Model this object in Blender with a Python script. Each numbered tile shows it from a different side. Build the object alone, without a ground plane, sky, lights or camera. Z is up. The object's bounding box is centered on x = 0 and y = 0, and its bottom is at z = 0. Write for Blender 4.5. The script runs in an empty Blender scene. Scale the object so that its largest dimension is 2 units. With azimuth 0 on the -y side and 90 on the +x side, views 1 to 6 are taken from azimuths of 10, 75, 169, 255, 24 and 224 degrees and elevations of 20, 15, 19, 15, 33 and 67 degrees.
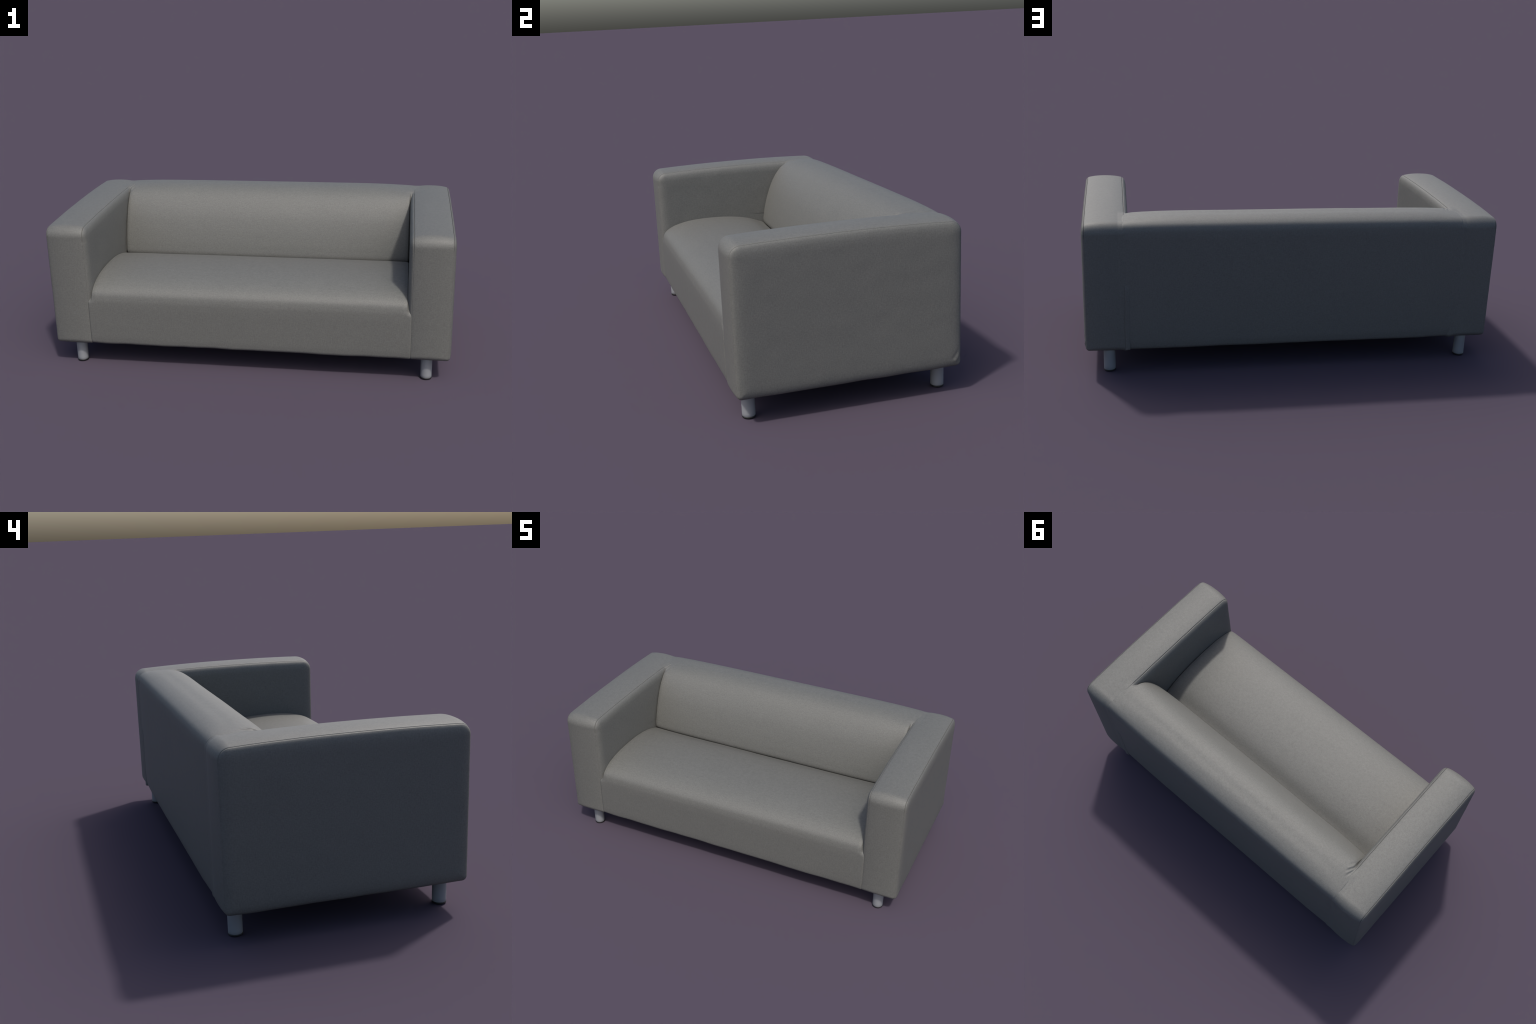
import bpy
import numpy as np
from mathutils import Vector, noise

# ------------------------------------------------------------------ materials

def new_material(name):
    mat = bpy.data.materials.new(name)
    mat.use_nodes = True
    nt = mat.node_tree
    bsdf = nt.nodes["Principled BSDF"]
    return mat, nt, bsdf


def math_node(nt, op, a, b=None, clamp=False):
    n = nt.nodes.new("ShaderNodeMath")
    n.operation = op
    n.use_clamp = clamp
    for socket, value in zip(n.inputs, (a, b)):
        if value is None:
            continue
        if isinstance(value, (int, float)):
            socket.default_value = value
        else:
            nt.links.new(value, socket)
    return n.outputs[0]


def stretched_noise(nt, coord, scale, detail=2.0):
    """Noise on object coordinates with its own frequency along x, y and z."""
    m = nt.nodes.new("ShaderNodeMapping")
    m.inputs["Scale"].default_value = scale
    nt.links.new(coord, m.inputs["Vector"])
    n = nt.nodes.new("ShaderNodeTexNoise")
    n.inputs["Scale"].default_value = 1.0
    n.inputs["Detail"].default_value = detail
    n.inputs["Roughness"].default_value = 0.6
    nt.links.new(m.outputs[0], n.inputs["Vector"])
    return n.outputs["Fac"]


def upholstery_fabric():
    mat, nt, bsdf = new_material("grey_woven_fabric")
    coord = nt.nodes.new("ShaderNodeTexCoord").outputs["Object"]
    weft = stretched_noise(nt, coord, (60, 60, 420))       # threads that run level
    warp = stretched_noise(nt, coord, (420, 420, 60))      # threads that run upright
    fleck = stretched_noise(nt, coord, (190, 190, 190), 3.0)
    cloud = stretched_noise(nt, coord, (5, 5, 5), 2.0)
    threads = math_node(nt, "ADD", math_node(nt, "MULTIPLY", weft, 0.27), math_node(nt, "MULTIPLY", warp, 0.27))
    grain = math_node(nt, "ADD", threads, math_node(nt, "MULTIPLY", fleck, 0.46))
    value = math_node(nt, "ADD", grain, math_node(nt, "MULTIPLY", math_node(nt, "SUBTRACT", cloud, 0.5), 0.04))
    ramp = nt.nodes.new("ShaderNodeValToRGB")
    ramp.color_ramp.elements[0].position = 0.30
    ramp.color_ramp.elements[0].color = (*DARK_YARN, 1)
    ramp.color_ramp.elements[1].position = 0.70
    ramp.color_ramp.elements[1].color = (*PALE_YARN, 1)
    nt.links.new(value, ramp.inputs[0])
    nt.links.new(ramp.outputs[0], bsdf.inputs["Base Color"])
    bsdf.inputs["Roughness"].default_value = 0.62
    bsdf.inputs["Specular IOR Level"].default_value = 0.5
    bump = nt.nodes.new("ShaderNodeBump")
    bump.inputs["Strength"].default_value = 0.12
    bump.inputs["Distance"].default_value = 0.002
    nt.links.new(grain, bump.inputs["Height"])
    nt.links.new(bump.outputs[0], bsdf.inputs["Normal"])
    return mat


def satin_metal():
    mat, nt, bsdf = new_material("satin_silver_lacquer")
    coord = nt.nodes.new("ShaderNodeTexCoord").outputs["Object"]
    fac = stretched_noise(nt, coord, (40, 40, 12))
    ramp = nt.nodes.new("ShaderNodeValToRGB")
    ramp.color_ramp.elements[0].color = (0.200, 0.208, 0.220, 1)
    ramp.color_ramp.elements[1].color = (0.225, 0.233, 0.245, 1)
    nt.links.new(fac, ramp.inputs[0])
    nt.links.new(ramp.outputs[0], bsdf.inputs["Base Color"])
    bsdf.inputs["Metallic"].default_value = 0.0
    bsdf.inputs["Roughness"].default_value = 0.45
    return mat


def plain_dark(name, level, rough):
    mat, nt, bsdf = new_material(name)
    coord = nt.nodes.new("ShaderNodeTexCoord").outputs["Object"]
    fac = stretched_noise(nt, coord, (150, 150, 150))
    ramp = nt.nodes.new("ShaderNodeValToRGB")
    ramp.color_ramp.elements[0].color = (level * 0.85, level * 0.85, level * 0.87, 1)
    ramp.color_ramp.elements[1].color = (level * 1.15, level * 1.15, level * 1.17, 1)
    nt.links.new(fac, ramp.inputs[0])
    nt.links.new(ramp.outputs[0], bsdf.inputs["Base Color"])
    bsdf.inputs["Roughness"].default_value = rough
    return mat


DARK_YARN = (0.0775, 0.0782, 0.0728)
PALE_YARN = (0.1320, 0.1332, 0.1238)
FABRIC = upholstery_fabric()
METAL = satin_metal()
RUBBER = plain_dark("black_plastic", 0.004, 0.6)
LINING = plain_dark("dark_lining_cloth", 0.03, 0.9)

# ------------------------------------------------------------------ mesh helpers

def catmull(points, per_span, closed=False):
    """Smooth curve through hand-placed control points."""
    p = np.array(points, float)
    n = len(p)
    out = []
    for i in range(n if closed else n - 1):
        if closed:
            a, b, c, d = p[(i - 1) % n], p[i], p[(i + 1) % n], p[(i + 2) % n]
        else:
            a, b, c, d = p[max(i - 1, 0)], p[i], p[i + 1], p[min(i + 2, n - 1)]
        # centripetal knots keep tight bends free of overshoot
        t1 = np.linalg.norm(b - a) ** 0.5 + 1e-6
        t2 = np.linalg.norm(c - b) ** 0.5 + 1e-6
        t3 = np.linalg.norm(d - c) ** 0.5 + 1e-6
        m1 = (b - a) / t1 - (c - a) / (t1 + t2) + (c - b) / t2 if t1 > 1e-5 else (c - b) / t2
        m2 = (c - b) / t2 - (d - b) / (t2 + t3) + (d - c) / t3 if t3 > 1e-5 else (c - b) / t2
        m1, m2 = m1 * t2, m2 * t2
        for s in np.linspace(0, 1, per_span, endpoint=False):
            s2, s3 = s * s, s * s * s
            out.append((2 * s3 - 3 * s2 + 1) * b + (s3 - 2 * s2 + s) * m1 + (-2 * s3 + 3 * s2) * c + (s3 - s2) * m2)
    if not closed:
        out.append(p[-1])
    return np.array(out)


def resample(curve, step):
    seg = np.linalg.norm(np.diff(curve, axis=0), axis=1)
    s = np.concatenate([[0], np.cumsum(seg)])
    t = np.linspace(0, s[-1], max(2, int(round(s[-1] / step)) + 1))
    return np.stack([np.interp(t, s, curve[:, k]) for k in range(curve.shape[1])], axis=1)


def grid_normals(P):
    """Outward normals of a grid whose columns close into a ring."""
    du = np.gradient(P, axis=0)
    dv = np.roll(P, -1, axis=1) - np.roll(P, 1, axis=1)
    n = np.cross(du, dv)
    return n / (np.linalg.norm(n, axis=2, keepdims=True) + 1e-12)


def soft_noise(P, freq, seed):
    flat = P.reshape(-1, 3)
    off = Vector((seed * 7.31, seed * 3.17, seed * 5.71))
    v = np.array([noise.noise(Vector(q) * freq + off) for q in flat])
    return v.reshape(P.shape[:2])


def fold(P, N, a, b, width, height, fade=0.35):
    """A crease or ridge along the segment a-b, pushed along the normals."""
    a, b = np.array(a, float), np.array(b, float)
    d = b - a
    t = np.clip(((P - a) @ d) / (d @ d), 0, 1)
    r = np.linalg.norm(P - (a + t[..., None] * d), axis=2)
    along = np.clip(np.minimum(t, 1 - t) / fade, 0, 1)
    along = along * along * (3 - 2 * along)
    return N * (height * along * np.exp(-(r / width) ** 2))[..., None]


def ring_mesh(name, P, material, flip=False):
    """Quads over a grid with ring columns, the two end rings closed by caps."""
    rows, cols = P.shape[:2]
    faces = []
    for i in range(rows - 1):
        for j in range(cols):
            k = (j + 1) % cols
            q = (i * cols + j, (i + 1) * cols + j, (i + 1) * cols + k, i * cols + k)
            faces.append(q)
    faces.append(tuple(range(cols)))
    faces.append(tuple((rows - 1) * cols + j for j in reversed(range(cols))))
    if flip:
        faces = [f[::-1] for f in faces]
    me = bpy.data.meshes.new(name)
    me.from_pydata([tuple(v) for v in P.reshape(-1, 3)], [], faces)
    me.validate()
    me.shade_smooth()
    me.materials.append(material)
    return me


def add(name, me, parent):
    ob = bpy.data.objects.new(name, me)
    bpy.context.scene.collection.objects.link(ob)
    ob.parent = parent
    return ob


def smoothstep(e0, e1, x):
    t = np.clip((x - e0) / (e1 - e0), 0, 1)
    return t * t * (3 - 2 * t)

# ------------------------------------------------------------------ sofa

sofa = bpy.data.objects.new("sofa", None)
bpy.context.scene.collection.objects.link(sofa)
sofa["label"] = "grey fabric two-seat sofa with boxy arms and silver legs"
sofa["category"] = "sofa"

HALF_DEPTH = 0.486      # arm, crown of the front and rear strip
ARM_TOP = 0.7565
HEM = 0.1188            # underside of the cover


def rounded_outline(inset):
    """Side outline of an arm in the y-z plane, drawn in by inset; same point count always."""
    y = HALF_DEPTH - inset
    low_in = max(0.0, inset - 0.009)
    zt, zb = ARM_TOP - inset, HEM + low_in
    rt = max(0.056 - inset, 0.006)
    rb = max(0.030 - inset, 0.005)
    pts = []

    def line(p, q, n):
        p, q = np.array(p), np.array(q)
        pts.extend(p + (q - p) * s for s in np.linspace(0, 1, n, endpoint=False))

    def arc(cy, cz, r, start, n):
        for s in np.linspace(0, 1, n, endpoint=False):
            a = np.radians(start + 90 * s)
            # slightly squarer than a circle, as sewn corners are
            pts.append(np.array((cy + r * np.cos(a), cz + r * np.sin(a))))

    line((-y + rb, zb), (y - rb, zb), 70)
    arc(y - rb, zb + rb, rb, -90, 12)
    line((y, zb + rb), (y, zt - rt), 60)
    arc(y - rt, zt - rt, rt, 0, 18)
    line((y - rt, zt), (-y + rt, zt), 90)
    arc(-y + rt, zt - rt, rt, 90, 18)
    line((-y, zt - rt), (-y, zb + rb), 60)
    arc(-y + rb, zb + rb, rb, 180, 12)
    out = np.array(pts)
    # the top is arched from front to rear
    high = smoothstep(0.45, 0.74, out[:, 1])
    out[:, 1] -= high * np.where(out[:, 0] < 0, 0.0078, 0.010) * np.clip(np.abs(out[:, 0]) / 0.43, 0, 1) ** 2.2
    return out


def build_arm(name, side, seed):
    # section of the arm: (x, inset) from the inner panel over the strip to the outer panel
    inner_panel = catmull([(0.7900, 0.300), (0.7870, 0.150), (0.7855, 0.070), (0.7862, 0.046), (0.7900, 0.028),
                           (0.7965, 0.0165), (0.8030, 0.0112)], 12)
    strip = catmull([(0.8062, 0.0098), (0.818, 0.0068), (0.850, 0.0020), (0.895, 0.0), (0.940, 0.0020),
                     (0.972, 0.0070), (0.9832, 0.0100)], 12)
    outer_panel = catmull([(0.9862, 0.0118), (0.9918, 0.0185), (0.9968, 0.034), (0.9992, 0.056), (0.9998, 0.090),
                           (0.9998, 0.180), (0.9998, 0.300)], 12)
    groove_in = np.array([(0.8038, 0.0128), (0.8044, 0.0152), (0.8050, 0.0150), (0.8056, 0.0110)])
    groove_out = np.array([(0.9842, 0.0116), (0.9847, 0.0150), (0.9853, 0.0154), (0.9859, 0.0132)])
    section = np.concatenate([resample(inner_panel, 0.004), groove_in, resample(strip, 0.003), groove_out,
                              resample(outer_panel, 0.004)])
    P = np.zeros((len(section), len(rounded_outline(0.0)), 3))
    drawn_in = np.repeat(section[:, 1][:, None], P.shape[1], axis=1)
    # the seams are drawn tight along the top and lie almost flat down the front and rear
    first = len(resample(inner_panel, 0.004))
    second = first + len(groove_in) + len(resample(strip, 0.003))
    rim = {i: 0.0104 for i in range(first, first + len(groove_in))}
    rim.update({i: 0.0112 for i in range(second, second + len(groove_out))})
    for i, (x, inset) in enumerate(section):
        ring = rounded_outline(inset)
        if i in rim:
            flat = rounded_outline(rim[i])
            tight = 0.22 + 0.78 * smoothstep(0.66, 0.72, ring[:, 1])
            ring = flat + (ring - flat) * tight[:, None]
            drawn_in[i] = rim[i] + (inset - rim[i]) * tight
        P[i, :, 0] = x
        P[i, :, 1:] = ring
    N = grid_normals(P)
    if N[len(section) // 2, 130, 1:] @ (P[len(section) // 2, 130, 1:] - np.array((0, 0.4))) < 0:
        N = -N
        turned = True
    else:
        turned = False
    # behind the backrest the strip runs on level to meet the rear cover
    level = smoothstep(0.27, 0.33, P[..., 1]) * (P[..., 0] < 0.895) * (drawn_in < 0.02)
    P = P + N * (level * np.maximum(drawn_in - 0.0040, 0))[..., None]
    # slack of the cover, strongest at the hem
    hem = 1 - smoothstep(0.125, 0.17, P[..., 2])
    P = P + N * (soft_noise(P, 2.5, seed) * 0.0004 + soft_noise(P, 22.0, seed + 1) * 0.0001)[..., None]
    P[..., 2] += hem * soft_noise(P, 9.0, seed + 2) * 0.0022
    P[..., 0] += soft_noise(P, 14.0, seed + 3) * 0.0007
    if side > 0:
        # tucked corner low at the rear of the outer panel
        P = P + fold(P, N, (1.0, 0.440, 0.140), (0.995, 0.476, 0.182), 0.0045, 0.0030)
        P = P + fold(P, N, (1.0, 0.425, 0.146), (0.996, 0.470, 0.200), 0.0045, -0.0022)
        P = P + fold(P, N, (1.0, 0.452, 0.128), (0.992, 0.482, 0.166), 0.0040, -0.0025)
    else:
        # slight gather below the front top corner of the inner seam
        P = P + fold(P, N, (0.788, -0.445, 0.668), (0.815, -0.490, 0.672), 0.006, -0.0018)
        P = P + fold(P, N, (0.788, -0.440, 0.652), (0.812, -0.490, 0.658), 0.005, 0.0012)
    # small tuck of the inner panel where seat and back meet
    P = P + fold(P, N, (0.7865, 0.112, 0.385), (0.7865, 0.092, 0.500), 0.013, 0.0018, 0.5)
    P[..., 0] *= side
    me = ring_mesh(name, P, FABRIC, flip=(turned != (side < 0)))
    return add(name, me, sofa)


build_arm("armrest", 1, 3)
build_arm("armrest", -1, 11)


def x_stations(end):
    """Stations along the width, close together near the arms."""
    mid = np.linspace(-0.70, 0.70, 141)
    side = np.concatenate([np.linspace(0.70, 0.755, 14)[1:], np.linspace(0.755, end, 30)[1:]])
    return np.concatenate([-side[::-1], mid, side])


def width_loft(section_end, section_mid, end, step):
    """Sweep a closed y-z section across the width, fuller in the middle than at the arms."""
    a = catmull(section_end, 24, closed=True)
    b = catmull(section_mid, 24, closed=True)
    a = np.vstack([a, a[:1]])
    b = np.vstack([b, b[:1]])
    seg = np.linalg.norm(np.diff(a, axis=0), axis=1)
    s = np.concatenate([[0], np.cumsum(seg)])
    t = np.linspace(0, s[-1], int(s[-1] / step), endpoint=False)
    A = np.stack([np.interp(t, s, a[:, k]) for k in (0, 1)], axis=1)
    B = np.stack([np.interp(t, s, b[:, k]) for k in (0, 1)], axis=1)
    xs = x_stations(end)
    full = 1 - np.clip(np.abs(xs) / 0.80, 0, 1) ** 7.0
    P = np.zeros((len(xs), len(t), 3))
    P[..., 0] = xs[:, None]
    P[..., 1:] = A[None] + full[:, None, None] * (B - A)[None]
    N = grid_normals(P)
    c = P.mean(axis=(0, 1))
    if np.sum(N[..., 1:] * (P[..., 1:] - c[1:])) < 0:
        return P, -N, True
    return P, N, False


# --- seat: one cover from the hem over the front edge to the crease at the back
SEAT_END = [(-0.300, 0.1225), (-0.440, 0.1210), (-0.464, 0.1220), (-0.4745, 0.131), (-0.4775, 0.150), (-0.4785, 0.200),
            (-0.4785, 0.270), (-0.4780, 0.335), (-0.4755, 0.368), (-0.4670, 0.397), (-0.4480, 0.417), (-0.4120, 0.436),
            (-0.3600, 0.451), (-0.3000, 0.460), (-0.2000, 0.4640), (-0.0700, 0.4570), (0.0300, 0.438), (0.0920, 0.416),
            (0.1150, 0.4065), (0.1300, 0.388), (0.1350, 0.330), (0.1350, 0.150), (0.0500, 0.130)]
SEAT_MID = [(y - 0.011 * smoothstep(0.0, 0.09, y) - 0.0015 * smoothstep(-0.43, -0.47, y),
             z + 0.0045 * smoothstep(0.38, 0.44, z)) for y, z in SEAT_END]

P, N, turned = width_loft(SEAT_END, SEAT_MID, 0.8065, 0.0045)
ax = np.abs(P[..., 0])
on_top = smoothstep(0.345, 0.392, P[..., 2])
drop = on_top * (0.0018 * smoothstep(0.765, 0.781, ax) + 0.016 * smoothstep(0.7805, 0.798, ax)) + (1 - on_top) * 0.0035 * smoothstep(0.797, 0.8065, ax) ** 2
P = P - N * drop[..., None]
P = P + N * (soft_noise(P, 3.0, 21) * 0.0014 + soft_noise(P, 18.0, 22) * 0.00025)[..., None]
hem = 1 - smoothstep(0.128, 0.175, P[..., 2])
P[..., 2] += hem * (soft_noise(P * np.array((1, 0, 0)), 7.0, 23) * 0.0040)
for s in (-1, 1):
    # pinch where the front edge runs into the arm
    P = P + fold(P, N, (s * 0.800, -0.480, 0.362), (s * 0.768, -0.478, 0.380), 0.006, -0.0014)
add("seat", ring_mesh("seat", P, FABRIC, flip=turned), sofa)

# --- backrest: front bolster, rounded top and flat rear panel in one cover
BACK_END = [(0.190, 0.300), (0.175, 0.370), (0.147, 0.3900), (0.1270, 0.4015), (0.1210, 0.4165), (0.1255, 0.455),
            (0.1335, 0.494), (0.1510, 0.557), (0.1780, 0.628), (0.2140, 0.690), (0.2500, 0.727), (0.2850, 0.741),
            (0.3300, 0.7468), (0.3700, 0.7475), (0.4050, 0.7465), (0.4320, 0.7440), (0.4525, 0.7390), (0.4680, 0.7280),
            (0.4775, 0.7110), (0.4812, 0.6850), (0.4815, 0.6400), (0.4815, 0.500), (0.4815, 0.330), (0.4815, 0.200), (0.4800, 0.152), (0.4750, 0.129),
            (0.4600, 0.1200), (0.400, 0.1200), (0.250, 0.1250), (0.190, 0.150)]


def fuller_back(y, z):
    """The stuffing pushes the front out and the top up, away from the arms."""
    forward = 0.012 * (1 - smoothstep(0.145, 0.29, y)) * smoothstep(0.34, 0.40, z)
    up = (0.0130 - 0.0065 * smoothstep(0.405, 0.46, y)) * smoothstep(0.66, 0.745, z) * smoothstep(0.21, 0.33, y)
    back = 0.0045 * smoothstep(0.44, 0.48, y)
    return (y - forward + back, z + up)


BACK_MID = [fuller_back(y, z) for y, z in BACK_END]

P, N, turned = width_loft(BACK_END, BACK_MID, 0.826, 0.0045)
ax = np.abs(P[..., 0])
front = 1 - smoothstep(0.24, 0.31, P[..., 1])
flat_rear = smoothstep(0.44, 0.475, P[..., 1])
drop = front * (0.0018 * smoothstep(0.765, 0.781, ax) + 0.014 * smoothstep(0.7795, 0.790, ax)) + (1 - front) * (0.0010 * (1 - flat_rear) * smoothstep(0.796, 0.808, ax) + 0.0050 * smoothstep(0.808, 0.826, ax))
P = P - N * drop[..., None]
P = P + N * (soft_noise(P, 3.0, 31) * 0.0012 + soft_noise(P, 18.0, 32) * 0.00025)[..., None]
hem = 1 - smoothstep(0.128, 0.175, P[..., 2])
P[..., 2] += hem * (soft_noise(P * np.array((1, 0, 0)), 7.0, 33) * 0.0020)
# puckers fanning out where the top meets one arm
P = P + fold(P, N, (-0.792, 0.240, 0.716), (-0.757, 0.292, 0.749), 0.0055, -0.0022)
P = P + fold(P, N, (-0.796, 0.258, 0.730), (-0.762, 0.318, 0.752), 0.0055, 0.0024)
P = P + fold(P, N, (-0.798, 0.268, 0.735), (-0.766, 0.336, 0.753), 0.0055, -0.0026)
P = P + fold(P, N, (-0.800, 0.276, 0.738), (-0.775, 0.346, 0.752), 0.0055, 0.0020)
P = P + fold(P, N, (-0.803, 0.278, 0.739), (-0.783, 0.360, 0.750), 0.0055, -0.0024)
P = P + fold(P, N, (0.800, 0.262, 0.738), (0.770, 0.300, 0.752), 0.006, -0.0016)
add("backrest", ring_mesh("backrest", P, FABRIC, flip=turned), sofa)

# --- closing flap of the cover, low on the rear next to one arm
def build_flap():
    zs = np.linspace(0.1260, 0.449, 80)
    section = [(0.7845, 0.4740), (0.7848, 0.4815), (0.7880, 0.4836), (0.7960, 0.4848), (0.8040, 0.4858),
               (0.8072, 0.4850), (0.8078, 0.4740)]
    ring = resample(catmull(section, 8), 0.0012)
    P = np.zeros((len(zs), len(ring), 3))
    for i, z in enumerate(zs):
        lift = smoothstep(0.449, 0.425, z) if z > 0.425 else 1.0
        P[i, :, 0] = ring[:, 0] + 0.0006 * np.sin(z * 31) + (0.449 - z) * 0.010
        P[i, :, 1] = np.where(ring[:, 1] > 0.480, ring[:, 1] - 0.003 * (1 - lift), ring[:, 1])
        P[i, :, 2] = z
    N = grid_normals(P)
    turned = np.sum(N[..., 1] * (P[..., 1] - 0.480)) < 0
    return add("closure_flap", ring_mesh("closure_flap", P, FABRIC, flip=turned), sofa)


build_flap()

# --- lining under the frame
def build_lining():
    x, y, z0, z1 = 0.955, 0.440, 0.1285, 0.150
    v = [(sx * x, sy * y, z) for z in (z0, z1) for sx, sy in ((-1, -1), (1, -1), (1, 1), (-1, 1))]
    f = [(3, 2, 1, 0), (4, 5, 6, 7), (0, 1, 5, 4), (1, 2, 6, 5), (2, 3, 7, 6), (3, 0, 4, 7)]
    me = bpy.data.meshes.new("underside_lining")
    me.from_pydata(v, [], f)
    me.materials.append(LINING)
    return add("underside_lining", me, sofa)


build_lining()

# --- legs with glides
def lathe(name, profile, material, n=48):
    P = np.zeros((len(profile), n, 3))
    a = np.linspace(0, 2 * np.pi, n, endpoint=False)
    for i, (r, z) in enumerate(profile):
        P[i, :, 0], P[i, :, 1], P[i, :, 2] = r * np.cos(a), r * np.sin(a), z
    N = grid_normals(P)
    turned = np.sum(N[..., :2] * P[..., :2]) < 0
    return ring_mesh(name, P, material, flip=turned)


R = 0.0278
leg_mesh = lathe("leg", [(R - 0.004, 0.0070), (R - 0.0008, 0.0072), (R, 0.0082), (R, 0.020), (R, 0.080), (R, 0.140)], METAL)
glide_mesh = lathe("glide", [(R - 0.003, 0.0), (R - 0.0004, 0.0008), (R + 0.0006, 0.0025), (R + 0.0004, 0.0062),
                             (R - 0.0015, 0.0070), (R - 0.006, 0.0070)], RUBBER)
for sx in (-1, 1):
    for sy in (-1, 1):
        leg = add("leg", leg_mesh, sofa)
        leg.location = (sx * 0.885, 0.003 + sy * 0.415, 0)
        add("glide", glide_mesh, leg)

bpy.context.view_layer.update()
